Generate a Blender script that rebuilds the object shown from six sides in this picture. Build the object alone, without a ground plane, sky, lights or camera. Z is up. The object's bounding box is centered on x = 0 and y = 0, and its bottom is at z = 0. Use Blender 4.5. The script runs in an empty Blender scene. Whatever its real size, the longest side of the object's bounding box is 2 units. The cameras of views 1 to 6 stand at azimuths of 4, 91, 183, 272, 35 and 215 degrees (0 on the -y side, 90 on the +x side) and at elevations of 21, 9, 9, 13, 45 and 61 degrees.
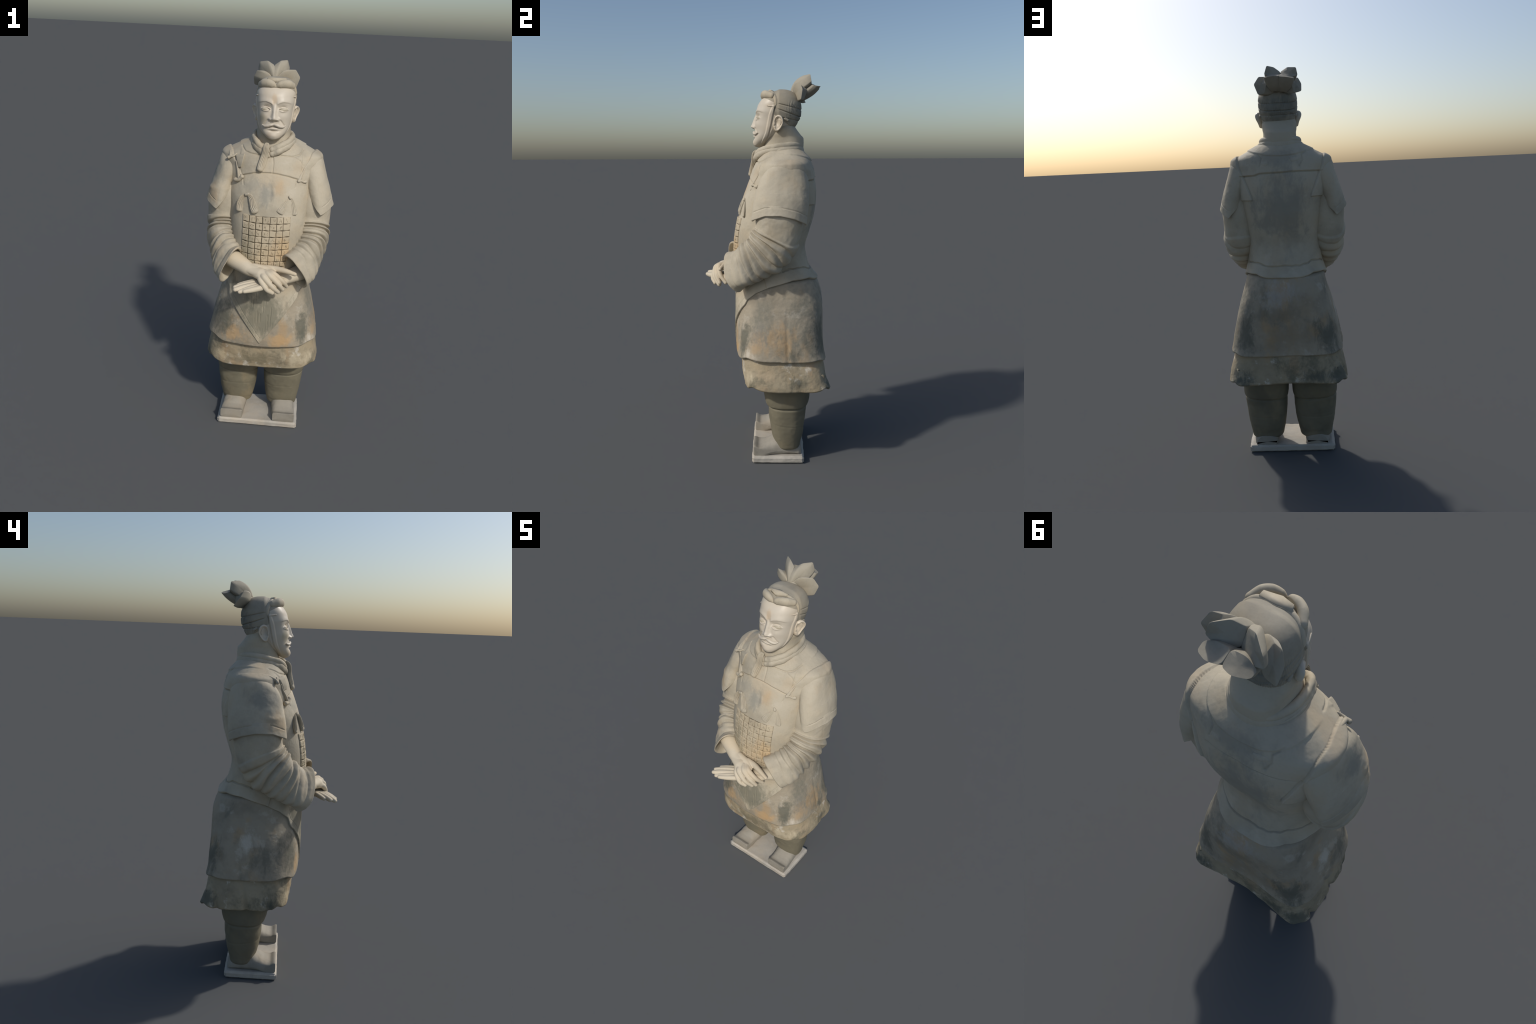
import bpy, bmesh, math, random
import numpy as np
from mathutils import Vector

random.seed(7)
RNG = np.random.default_rng(7)

# ------------------------------------------------------------------ helpers
def smooth(t):
    t = np.clip(t, 0, 1)
    return t * t * (3 - 2 * t)

def sstep(a, b, x):
    return smooth((np.asarray(x, float) - a) / (b - a))

def gauss(dx, dz, sx, sz):
    return np.exp(-(dx / sx) ** 2 - (dz / sz) ** 2)

def interp_table(rows, q):
    """Smooth (monotone cubic) interpolation of the columns of a profile table."""
    rows = np.asarray(sorted(rows), float)
    x = rows[:, 0]
    out = []
    q = np.clip(np.asarray(q, float), x[0], x[-1])
    h = np.diff(x)
    i = np.clip(np.searchsorted(x, q, side='right') - 1, 0, len(x) - 2)
    t = (q - x[i]) / h[i]
    for c in range(1, rows.shape[1]):
        y = rows[:, c]
        d = np.diff(y) / h
        m = np.zeros(len(x))
        m[0], m[-1] = d[0], d[-1]
        for k in range(1, len(x) - 1):
            if d[k - 1] * d[k] > 0:
                w1, w2 = 2 * h[k] + h[k - 1], h[k] + 2 * h[k - 1]
                m[k] = (w1 + w2) / (w1 / d[k - 1] + w2 / d[k])
        out.append((2*t**3-3*t**2+1)*y[i] + (t**3-2*t**2+t)*h[i]*m[i]
                   + (-2*t**3+3*t**2)*y[i+1] + (t**3-t**2)*h[i]*m[i+1])
    return out

def catmull(points, n):
    """Smooth resampling of a control polyline (any dimension), n samples."""
    P = np.asarray(points, float)
    P = np.vstack([2 * P[0] - P[1], P, 2 * P[-1] - P[-2]])
    s = np.linspace(0, len(points) - 1, n)
    i = np.clip(s.astype(int), 0, len(points) - 2)
    t = (s - i)[:, None]
    a, b, c, d = P[i], P[i + 1], P[i + 2], P[i + 3]
    return 0.5 * (2*b + (c-a)*t + (2*a-5*b+4*c-d)*t**2 + (3*b-a-3*c+d)*t**3)

def poly_dist(x, z, pts):
    """Distance from points (x, z) to a polyline."""
    best = np.full(np.shape(x), 1e9)
    for (ax, az), (bx, bz) in zip(pts[:-1], pts[1:]):
        dx, dz = bx - ax, bz - az
        t = np.clip(((x-ax)*dx + (z-az)*dz) / (dx*dx + dz*dz + 1e-12), 0, 1)
        best = np.minimum(best, np.hypot(x-ax-t*dx, z-az-t*dz))
    return best

def lattice_noise(P, scale, seed):
    """Cheap smooth value noise in 3D, -1..1."""
    Q = np.asarray(P, float) / scale + seed * 17.31
    I = np.floor(Q).astype(np.int64)
    F = Q - I
    F = F * F * (3 - 2 * F)
    def h(ix, iy, iz):
        n = (ix * 374761393 + iy * 668265263 + iz * 1274126177 + seed * 974711) & 0x7fffffff
        n = ((n ^ (n >> 13)) * 1274126177) & 0x7fffffff
        n = n ^ (n >> 16)
        return (n & 0xffff) / 32767.5 - 1
    out = 0
    for dx in (0, 1):
        for dy in (0, 1):
            for dz in (0, 1):
                w = (F[..., 0] if dx else 1-F[..., 0]) * (F[..., 1] if dy else 1-F[..., 1]) * (F[..., 2] if dz else 1-F[..., 2])
                out = out + w * h(I[..., 0]+dx, I[..., 1]+dy, I[..., 2]+dz)
    return out

def fbm(P, scale, seed, octaves=3):
    return sum(lattice_noise(P, scale / 2**k, seed + k) / 2**k for k in range(octaves))

def grid_normals(G, closed_u):
    if closed_u:
        du = np.roll(G, -1, 1) - np.roll(G, 1, 1)
    else:
        du = np.gradient(G, axis=1)
    dv = np.gradient(G, axis=0)
    n = np.cross(du, dv)
    return n / (np.linalg.norm(n, axis=2, keepdims=True) + 1e-12)

ROOT = None
MATS = {}

def finish(name, me, mat, parent=None, smooth_shade=True, kind=None):
    ob = bpy.data.objects.new(name, me)
    bpy.context.scene.collection.objects.link(ob)
    if smooth_shade:
        me.polygons.foreach_set('use_smooth', [True] * len(me.polygons))
    me.materials.clear()
    me.materials.append(MATS[mat])
    ob.parent = parent or ROOT
    if kind:
        ob['kind'] = kind
    return ob

def fix_normals(me):
    bm = bmesh.new(); bm.from_mesh(me)
    bmesh.ops.recalc_face_normals(bm, faces=bm.faces)
    bm.to_mesh(me); bm.free()

def grid_mesh(name, G, closed_u=True, cap0=True, cap1=True):
    """G[v, u, 3] rings -> mesh; rings closed in u, ends capped with a fan."""
    nv, nu, _ = G.shape
    verts = [tuple(p) for p in G.reshape(-1, 3)]
    faces = []
    lim = nu if closed_u else nu - 1
    for v in range(nv - 1):
        for u in range(lim):
            a, b = v*nu + u, v*nu + (u+1) % nu
            faces.append((a, b, b + nu, a + nu))
    if closed_u and cap0:
        verts.append(tuple(G[0].mean(0))); c = len(verts) - 1
        faces += [(c, (u+1) % nu, u) for u in range(nu)]
    if closed_u and cap1:
        verts.append(tuple(G[-1].mean(0))); c = len(verts) - 1
        o = (nv-1)*nu
        faces += [(c, o+u, o+(u+1) % nu) for u in range(nu)]
    me = bpy.data.meshes.new(name)
    me.from_pydata(verts, [], faces)
    fix_normals(me)
    return me

def loft(name, G, mat, parent=None, **kw):
    return finish(name, grid_mesh(name, G, **kw), mat, parent)

def tube(path, radii, nu=20, flat=1.0, up=(0, 0, 1), n=None, twist=0.0):
    """Rings of an (optionally flattened) tube along a smooth path, rounded ends."""
    P = catmull(path, n or max(24, 12 * len(path)))
    m = len(P)
    R = np.interp(np.linspace(0, 1, m), np.linspace(0, 1, len(radii)), radii)
    T = np.gradient(P, axis=0); T /= np.linalg.norm(T, axis=1, keepdims=True)
    up = np.broadcast_to(np.asarray(up, float), P.shape)
    A = np.cross(T, up); A /= np.linalg.norm(A, axis=1, keepdims=True) + 1e-9
    B = np.cross(A, T)
    th = np.linspace(0, 2*np.pi, nu, endpoint=False)
    c, s = np.cos(th)[None, :, None], np.sin(th)[None, :, None]
    ring = lambda P, R, A, B: P[:, None] + R[:, None, None] * (A[:, None]*c + flat*B[:, None]*s)
    G = ring(P, R, A, B)
    caps0, caps1 = [], []
    for f in (0.9, 0.6, 0.25):
        k = math.sqrt(1 - f*f)
        caps0.append(ring(P[:1] - T[:1]*R[0]*f*flat, R[:1]*k, A[:1], B[:1])[0])
        caps1.append(ring(P[-1:] + T[-1:]*R[-1]*f*flat, R[-1:]*k, A[-1:], B[-1:])[0])
    return np.concatenate([np.array(caps0), G, np.array(caps1[::-1])])

def merge_meshes(name, grids, **kw):
    """Join several closed-tube grids into one mesh datablock."""
    bm = bmesh.new()
    for G in grids:
        me = grid_mesh('tmp', G, **kw)
        bm.from_mesh(me); bpy.data.meshes.remove(me)
    me = bpy.data.meshes.new(name); bm.to_mesh(me); bm.free()
    return me

# ------------------------------------------------------------------ materials
def stone(name, base, warm=0.0, stain=0.0, pale=0.0, dark=0.25, rough=0.72, tint=(0.40, 0.27, 0.15),
          stain_col=(0.085, 0.09, 0.08), scale=1.0, grain=0.12, bump=0.25, patches=()):
    m = bpy.data.materials.new(name); m.use_nodes = True
    nt = m.node_tree; N = nt.nodes; L = nt.links
    bsdf = N['Principled BSDF']
    co = N.new('ShaderNodeTexCoord')
    def noise(sc, detail=4.0, r=0.55, off=(0, 0, 0), stretch=(1, 1, 1), dist=0.0):
        mp = N.new('ShaderNodeMapping'); mp.inputs['Location'].default_value = off
        mp.inputs['Scale'].default_value = stretch
        L.new(co.outputs['Object'], mp.inputs['Vector'])
        t = N.new('ShaderNodeTexNoise'); t.inputs['Scale'].default_value = sc * scale
        t.inputs['Detail'].default_value = detail; t.inputs['Roughness'].default_value = r
        t.inputs['Distortion'].default_value = dist
        L.new(mp.outputs[0], t.inputs['Vector']); return t.outputs['Fac']
    def ramp(src, lo, hi):
        mr = N.new('ShaderNodeMapRange'); mr.interpolation_type = 'SMOOTHSTEP'
        mr.inputs['From Min'].default_value = lo; mr.inputs['From Max'].default_value = hi
        L.new(src, mr.inputs['Value']); return mr.outputs['Result']
    def scaled(src, k):
        mm = N.new('ShaderNodeMath'); mm.operation = 'MULTIPLY'; mm.inputs[1].default_value = k
        L.new(src, mm.inputs[0]); return mm.outputs[0]
    def mix(col, fac, rgb, mode='MIX'):
        x = N.new('ShaderNodeMix'); x.data_type = 'RGBA'; x.blend_type = mode
        L.new(fac, x.inputs['Factor']); L.new(col, x.inputs['A'])
        x.inputs['B'].default_value = (*rgb, 1); return x.outputs['Result']
    rgb = N.new('ShaderNodeRGB'); rgb.outputs[0].default_value = (*base, 1)
    col = rgb.outputs[0]
    # broad cool/warm drift of the fired clay
    col = mix(col, scaled(ramp(noise(5, 5, 0.6), 0.42, 0.68), dark), [c * 0.55 for c in base])
    col = mix(col, scaled(ramp(noise(7, 3, 0.5, (3, 1, 8)), 0.5, 0.72), 0.35), (base[0]*1.12, base[1]*1.0, base[2]*0.84))
    if warm:
        col = mix(col, scaled(ramp(noise(6, 5, 0.55, (9, 4, 2), (1, 1, 0.6)), 0.53, 0.66), warm), tint)
    if pale:
        col = mix(col, scaled(ramp(noise(9, 6, 0.65, (1, 7, 5)), 0.56, 0.66), pale), (0.62, 0.58, 0.50))
    if stain:
        f = ramp(noise(4.5, 6, 0.6, (5, 2, 1), (1, 1, 0.6), 0.5), 0.46, 0.72)
        speck = ramp(noise(45, 6, 0.7, (2, 8, 3)), 0.30, 0.70)
        # the stain breaks up a little where it thins out
        mx = N.new('ShaderNodeMath'); mx.operation = 'ADD'; L.new(f, mx.inputs[0]); L.new(scaled(speck, .35), mx.inputs[1])
        col = mix(col, scaled(ramp(mx.outputs[0], .15, 1.2), stain), stain_col)
    # single blotches of colour at their places, with torn edges
    for k, (pos, rad, rgbc, amt) in enumerate(patches):
        mp = N.new('ShaderNodeMapping'); mp.inputs['Location'].default_value = [-p/r for p, r in zip(pos, rad)]
        mp.inputs['Scale'].default_value = [1/r for r in rad]
        L.new(co.outputs['Object'], mp.inputs['Vector'])
        ln = N.new('ShaderNodeVectorMath'); ln.operation = 'LENGTH'; L.new(mp.outputs[0], ln.inputs[0])
        ad = N.new('ShaderNodeMath'); ad.operation = 'ADD'
        L.new(ln.outputs['Value'], ad.inputs[0])
        L.new(scaled(noise(15, 8, 0.72, (k*3.1, 1, k), (1, 1, .45), .3), 3.6), ad.inputs[1])
        col = mix(col, scaled(ramp(ad.outputs[0], 2.95, 2.05), amt), rgbc)
    # fine grain
    col = mix(col, scaled(ramp(noise(160, 3, 0.6), 0.45, 0.8), grain), [c * 0.5 for c in base])
    L.new(col, bsdf.inputs['Base Color'])
    bsdf.inputs['Roughness'].default_value = rough
    bsdf.inputs['Specular IOR Level'].default_value = 0.35
    b = N.new('ShaderNodeBump'); b.inputs['Strength'].default_value = bump
    b.inputs['Distance'].default_value = 0.002
    L.new(noise(90, 6, 0.65), b.inputs['Height'])
    L.new(b.outputs[0], bsdf.inputs['Normal'])
    MATS[name] = m
    return m

def make_materials():
    ORANGE, DARK, GREY, PALE, BROWN = (.50, .32, .15), (.085, .09, .07), (.25, .245, .21), (.60, .56, .48), (.30, .23, .14)
    stone('clay_body', (0.455, 0.405, 0.31), warm=0.25, pale=0.12, dark=0.5, tint=(.46, .34, .21), patches=[
        ((-.01, -.12, 1.39), (.05, .1, .09), GREY, .75), ((.05, -.11, 1.42), (.03, .1, .05), ORANGE, .3), ((-.09, -.10, 1.42), (.06, .1, .06), GREY, .4),
        ((-.30, -.02, 1.36), (.07, .07, .06), ORANGE, .3), ((-.28, .05, 1.47), (.07, .08, .05), GREY, .6), ((.0, -.15, .74), (.15, .1, .18), (.17, .165, .12), .75),
        ((-.12, -.15, .85), (.08, .1, .14), DARK, .6), ((0, .25, 1.3), (.16, .1, .22), GREY, .7), ((.26, -.05, 1.05), (.06, .08, .06), GREY, .4),
        ((-.2, -.12, 1.05), (.07, .08, .07), GREY, .55), ((.02, .25, 1.55), (.12, .12, .05), GREY, .5)])
    stone('clay_face', (0.545, 0.49, 0.40), warm=0.22, dark=0.10, rough=0.42, tint=(0.50, 0.36, 0.24), grain=0.05, bump=0.1, patches=[
        ((.0, -.05, 1.835), (.016, .05, .03), (.50, .36, .22), .5), ((-.02, -.06, 1.665), (.03, .05, .018), (.48, .35, .22), .4),
        ((-.055, -.03, 1.745), (.025, .05, .03), (.42, .36, .23), .5)])
    stone('clay_eye', (0.46, 0.41, 0.31), dark=0.2, grain=0.05, bump=0.05, rough=.5)
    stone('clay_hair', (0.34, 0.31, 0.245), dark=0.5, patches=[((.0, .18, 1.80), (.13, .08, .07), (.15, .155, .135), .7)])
    stone('clay_hand', (0.55, 0.485, 0.37), warm=0.2, dark=0.2, grain=0.06, bump=0.12, tint=(.5, .38, .24))
    stone('clay_scale', (0.47, 0.40, 0.285), warm=0.4, dark=0.45, bump=0.6, tint=(.48, .33, .18), patches=[((-.10, -.13, 1.1), (.06, .1, .14), (.24, .22, .155), .6), ((.09, -.15, 1.12), (.05, .08, .07), (.52, .37, .2), .5)])
    stone('clay_dark_gap', (0.10, 0.08, 0.05), dark=0.3)
    stone('clay_lace', (0.21, 0.175, 0.115), dark=0.4)
    stone('clay_robe', (0.345, 0.30, 0.225), warm=0.6, stain=0.7, scale=1.25, pale=0.25, dark=0.55, bump=0.35, tint=(.42, .285, .15), stain_col=(.15, .15, .12), patches=[
        ((.10, -.15, .605), (.07, .08, .05), ORANGE, .65), ((.27, .07, .68), (.07, .09, .10), ORANGE, .45), ((-.13, -.14, .63), (.08, .08, .05), ORANGE, .5),
        ((.21, -.11, .67), (.05, .07, .09), DARK, .75), ((.25, -.06, .60), (.04, .06, .03), PALE, .6), ((.27, -.03, .72), (.05, .05, .08), (.2, .19, .16), .6),
        ((-.21, -.11, .70), (.08, .08, .11), DARK, .7), ((-.26, .03, .68), (.05, .08, .09), DARK, .5), ((-.26, .10, .76), (.05, .04, .05), PALE, .55),
        ((.22, .30, .68), (.08, .09, .12), DARK, .7), ((-.22, .30, .66), (.07, .09, .13), DARK, .75), ((.0, .32, .66), (.10, .08, .10), BROWN, .6),
        ((.03, .30, .88), (.10, .08, .08), (.38, .37, .35), .6), ((.27, .14, .60), (.04, .06, .035), DARK, .7), ((.04, .31, .78), (.13, .08, .06), (.17, .16, .125), .5)])
    stone('clay_skirt', (0.35, 0.295, 0.20), warm=0.5, stain=0.8, pale=0.65, dark=0.5, scale=1.4, bump=0.45,
          stain_col=(0.12, 0.115, 0.08), patches=[
        ((.21, -.12, .48), (.09, .08, .045), (.52, .45, .32), .75), ((-.02, -.12, .47), (.12, .07, .05), (.17, .15, .095), .6), ((-.22, -.1, .47), (.05, .07, .05), (.50, .42, .28), .6),
        ((.24, .33, .45), (.07, .08, .05), DARK, .9), ((-.14, .33, .46), (.08, .08, .04), DARK, .8), ((-.27, .30, .46), (.06, .07, .05), DARK, .8),
        ((-.31, -.05, .47), (.04, .07, .05), DARK, .85), ((.31, .17, .47), (.04, .06, .05), DARK, .7), ((.30, .0, .5), (.04, .06, .04), (.48, .37, .24), .5)])
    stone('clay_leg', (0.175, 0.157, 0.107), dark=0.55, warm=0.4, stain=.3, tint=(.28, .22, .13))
    stone('clay_base', (0.43, 0.40, 0.345), warm=0.1, stain=0.2, dark=0.3)
    stone('clay_shoe', (0.31, 0.285, 0.235), warm=0.1, stain=0.3, dark=0.4)

# ------------------------------------------------------------------ body surface
# z, half width, front y, back y, power in front, power behind, hollow of the back
BODY = [
    (0.50, .302, -.150, .332, 3.6, 5.0, .022), (0.56, .299, -.154, .324, 3.5, 5.0, .018), (0.61, .289, -.157, .312, 3.1, 4.4, .012),
    (0.73, .265, -.157, .304, 2.7, 3.7, .006), (0.80, .247, -.156, .302, 2.45, 3.4, .003), (0.88, .225, -.156, .296, 2.25, 3.0, 0),
    (0.95, .208, -.158, .275, 2.2, 2.8, 0), (1.00, .202, -.163, .244, 2.2, 2.7, 0), (1.05, .197, -.168, .223, 2.25, 2.7, 0),
    (1.13, .195, -.165, .209, 2.4, 2.9, 0), (1.21, .199, -.156, .227, 2.5, 3.2, 0), (1.30, .207, -.138, .251, 2.4, 3.4, 0),
    (1.37, .218, -.121, .260, 2.25, 3.3, 0), (1.42, .226, -.104, .261, 2.1, 3.0, 0), (1.47, .234, -.086, .259, 1.98, 2.6, 0),
    (1.50, .241, -.072, .252, 1.95, 2.45, 0), (1.528, .250, -.062, .246, 1.95, 2.35, 0), (1.548, .248, -.053, .239, 1.95, 2.3, 0),
    (1.573, .208, -.043, .228, 2.0, 2.4, 0), (1.600, .158, -.032, .205, 2.1, 2.3, 0), (1.620, .120, -.020, .185, 2.2, 2.2, 0)]

def lean(z):
    """The robe hangs slightly to the figure's left below the waist."""
    return .0035 * (1 - sstep(.82, 1.0, z))

def body_params(z):
    return interp_table(BODY, z)

def section(th, par, z, grow=0.0):
    """Egg-shaped section: separate front and back curvature, hollowed back."""
    a, yf, yb, nf, nb, hol = par
    a = a + grow; yf = yf - grow; yb = yb + grow
    yc, b = (yf + yb) / 2, (yb - yf) / 2
    s, c = np.sin(th), np.cos(th)
    n = np.where(c > 0, nf, nb)
    x = a * np.sign(s) * np.abs(s) ** (2 / n)
    y = yc - b * np.sign(c) * np.abs(c) ** (2 / n)
    y = y - np.where(c < 0, hol * np.maximum(1 - (x / (.86*a)) ** 2, 0), 0)
    return np.stack([x + lean(z), y, np.broadcast_to(z, x.shape)], -1)

def body_point(th, z, grow=0.0):
    """Point on the body surface; th = 0 at the front (-y), +pi/2 at +x."""
    return section(th, body_params(z), z, grow)

def body_front(x, z, grow=0.0):
    a, yf, yb, n, nb, hol = body_params(z)
    yc, b = (yf + yb) / 2, (yb - yf) / 2
    return yc - b * np.maximum(1 - np.abs(x / a) ** n, 0) ** (1 / n)

def body_back(x, z, grow=0.0):
    a, yf, yb, nf, n, hol = body_params(z)
    yc, b = (yf + yb) / 2, (yb - yf) / 2
    return yc + b * np.maximum(1 - np.abs(x / a) ** n, 0) ** (1 / n)

def even_angles(n, power=2.7):
    """Angles giving roughly even spacing on a superellipse."""
    t = np.linspace(0, 2*np.pi, 20001)
    x = np.sign(np.sin(t))*np.abs(np.sin(t))**(2/power)
    y = np.sign(np.cos(t))*np.abs(np.cos(t))**(2/power)
    s = np.concatenate([[0], np.cumsum(np.hypot(np.diff(x), np.diff(y)))])
    return np.interp(np.linspace(0, s[-1], n, endpoint=False), s, t)

# lower edge of the armour: V in front, belt line behind
def armour_edge(P):
    x, y = np.abs(P[..., 0] + .004), P[..., 1]
    front = 0.588 + x * 1.47
    side = np.interp(y, [-0.16, -0.104, -0.045, 0.023, 0.14, 0.22, 0.26], [0.83, 0.861, 0.912, 0.945, 0.980, 0.985, 0.968])
    w = sstep(-0.105, -0.085, y)
    return np.minimum(front, side) * (1-w) + side * w

def build_torso():
    nu, nv = 640, 420
    th = even_angles(nu, 2.7)
    # edge height by fixed-point iteration on the surface
    ze = np.full(nu, 0.9)
    for _ in range(30):
        ze = 0.5 * ze + 0.5 * armour_edge(body_point(th, ze))
    t = np.linspace(0, 1, nv)[:, None] ** 1.0
    Z = ze[None] * (1 - t) + 1.62 * t
    lift = 0.008 * (1 - sstep(.95, 1.01, Z))
    lift = lift + .004 * (np.cos(th)[None] < .2) * (1 - sstep(1.0, 1.03, Z))
    G = body_point(np.broadcast_to(th, Z.shape), Z, lift)
    x, y, z = G[..., 0], G[..., 1], G[..., 2]
    front = y < 0.085
    ax = np.abs(x)
    d = np.zeros_like(x)
    groove = lambda pts, w=0.0028, dep=0.0045, xx=x: -1.5 * dep * np.exp(-(poly_dist(xx, z, pts) / w) ** 2)
    # ---- border band of the armour (parallel to the lower edge)
    band = z - np.broadcast_to(ze, z.shape)
    jag = 0.004 * lattice_noise(G, 0.02, 3)
    wband = np.where(front & (z < 0.9), 0.030, 0.05)
    d += -0.004 * np.exp(-((band - wband + jag*(y > .1)) / 0.003) ** 2) * np.where(front, 0.3, 2.0)
    # ---- front: chest plate lines
    f = 1 - sstep(.05, .13, y)
    chest = [(-.16, 1.452), (-.125, 1.468), (-.07, 1.483), (0, 1.487), (.034, 1.484), (.09, 1.473), (.135, 1.459)]
    chest_z = np.interp(x, [p[0] for p in chest], [p[1] for p in chest])
    step = sstep(-0.0015, 0.0015, z - chest_z) * (1 - sstep(.15, .155, ax))
    d += f * 0.0045 * step * (1 - sstep(1.54, 1.60, z))
    d += f * groove(chest, 0.0025, 0.004) * (1 - sstep(.15, .16, ax))
    d += f * groove([(.008, 1.572), (.014, 1.53), (.012, 1.49)], .003, .0025)
    d += f * groove([(.012, 1.573), (.06, 1.567), (.105, 1.563), (.14, 1.572), (.155, 1.592)], .0028, .004)
    d += f * groove([(-.06, 1.565), (-.10, 1.568), (-.13, 1.575), (-.15, 1.595)], .0028, .004)
    d += f * groove([(.11, 1.562), (.14, 1.545), (.16, 1.522)], .0022, .002)
    bk0 = sstep(.1, .16, y)
    # ---- shoulder straps: raised band over each shoulder, front and back
    inner_f = np.interp(z, [1.42, 1.455, 1.50, 1.54, 1.575], [.128, .134, .155, .182, .20])
    inner_b = np.interp(z, [1.35, 1.38, 1.45, 1.52, 1.57], [.143, .150, .178, .205, .215])
    inner = np.where(y < 0.03, inner_f, np.where(y > .13, inner_b, inner_f*(1-sstep(.03, .13, y)) + inner_b*sstep(.03, .13, y)))
    zlow = np.where(front, 1.425 + (x > 0)*0.0, 1.366 - 0.01*(x > 0))
    strap = sstep(-.0016, .0016, ax - inner) * np.where(y < .06, sstep(-.005, .05, z - zlow), sstep(-.0025, .0025, z - zlow))
    d += (0.0065 + .003*bk0) * strap
    d += -0.003 * np.exp(-((ax - inner)/.003)**2) * sstep(-.01, 0, z - zlow)
    # ---- back yoke
    bk = 1 - f
    yoke_b = np.interp(ax, [0, .07, .13, .165, .19], [1.567, 1.571, 1.583, 1.595, 1.60])
    d += bk * 0.005 * sstep(-.002, .002, z - yoke_b)
    d += bk * groove([(.19, 1.475), (.13, 1.477), (.105, 1.486), (-.08, 1.491), (-.19, 1.490)], .0028, .0045)
    d += bk * 0.006 * sstep(-.002, .002, z - np.interp(x, [-.2, -.08, .105, .13, .2], [1.49, 1.491, 1.486, 1.477, 1.475]))
    d += bk * groove([(.105, 1.575), (.09, 1.56), (.10, 1.52)], .0024, .0025)
    d += bk * groove([(-.125, 1.585), (-.105, 1.57), (-.11, 1.545), (-.095, 1.515)], .0024, .003)
    # shallow breast / shoulder blade modelling
    d += f * 0.004 * gauss(ax - .07, z - 1.40, .05, .05)
    d += -f * 0.004 * gauss(x - .01, z - 1.39, .012, .06)
    d += -bk * 0.006 * gauss(x, z - 1.33, .03, .16)
    d += bk * 0.004 * gauss(ax - .10, z - 1.42, .06, .06)
    # apron: vertical scratched lines beneath the hands
    scr = sstep(.9, .86, z) * sstep(.63, .70, z) * (1 - sstep(.045, .075, ax + .02*lattice_noise(G, .03, 9)))
    cols = np.abs(((x + .004*lattice_noise(G*np.array([1, 1, .4]), .02, 5)) / .013) % 1 - .5)
    gate = sstep(-.1, .35, lattice_noise(G * np.array([1.0, .1, .45]), .018, 11))
    d += -f * scr * gate * .0035 * np.exp(-(cols / .14)**2)
    d += 0.0012 * fbm(G, .10, 21) + 0.0004 * fbm(G, .015, 31)
    nrm = grid_normals(G, True)
    if (nrm[200, 0] @ np.array([0, -1, 0])) < 0:
        nrm = -nrm
    G = G + nrm * d[..., None]
    # turn the lower edge inwards so the armour has a visible thickness
    lip = [G[0] - nrm[0] * .004 - [0, 0, .003], G[0] - nrm[0] * .016 - [0, 0, .002], G[0] - nrm[0]*.03 + [0, 0, .02]]
    G = np.concatenate([np.array(lip[::-1]), G])
    return loft('torso_armour', G, 'clay_body', cap0=True, cap1=True)

def build_robe():
    nu, nv = 420, 240
    th = even_angles(nu, 3.4)
    hem = 0.570 + 0.008*np.abs(np.sin(th))
    hem = hem + 0.016*np.exp(-((np.abs(np.sin(th)) - .80)/.17)**2) * np.where(np.cos(th) > 0, 1.0, .5)
    t = np.linspace(0, 1, nv)[:, None]
    Z = hem[None]*(1-t) + 1.04*t
    G = body_point(np.broadcast_to(th, Z.shape), Z, -.020*sstep(.955, .985, Z))
    x, y, z = G[..., 0], G[..., 1], G[..., 2]
    d = np.zeros_like(x)
    # side seams and shallow drape
    low = 1 - sstep(.58, .95, z)
    d += -.006 * low * np.exp(-((y - (.115 + .03*(.6 - z)))/.010)**2) * (x > 0) * .7
    d += -.007 * (1 - sstep(.56, .72, z)) * np.exp(-((y - .135 - .15*(z-.6))/.008)**2) * (x < 0)
    d += .006 * low * np.sin(np.arctan2(x, -(y-.1))*5 + 1.3) * .5
    d += .0028 * fbm(G, .13, 41) + .0006 * fbm(G, .014, 44)
    nrm = grid_normals(G, True)
    if nrm[100, 0][1] > 0: nrm = -nrm
    G = G + nrm*d[..., None]
    e = G[0]; n0 = nrm[0]*np.array([1, 1, 0.])
    lip = [e - n0*.002 - [0, 0, .005], e - n0*.007 - [0, 0, .007], e - n0*.013 - [0, 0, .006], e - n0*.02 + [0, 0, 0.0], e - n0*.024 + [0, 0, .05]]
    G = np.concatenate([np.array(lip[::-1]), G])
    return loft('robe', G, 'clay_robe')

SKIRT = [(0.40, .311, -.108, .358, 4.2, 5.2, .048), (0.43, .309, -.112, .352, 4.2, 5.2, .044), (0.47, .304, -.120, .332, 4.0, 4.8, .028), (0.52, .292, -.127, .319, 3.7, 4.5, .020),
         (0.58, .274, -.132, .304, 3.4, 4.2, .012), (0.70, .24, -.13, .28, 3.0, 4.0, 0)]

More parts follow.
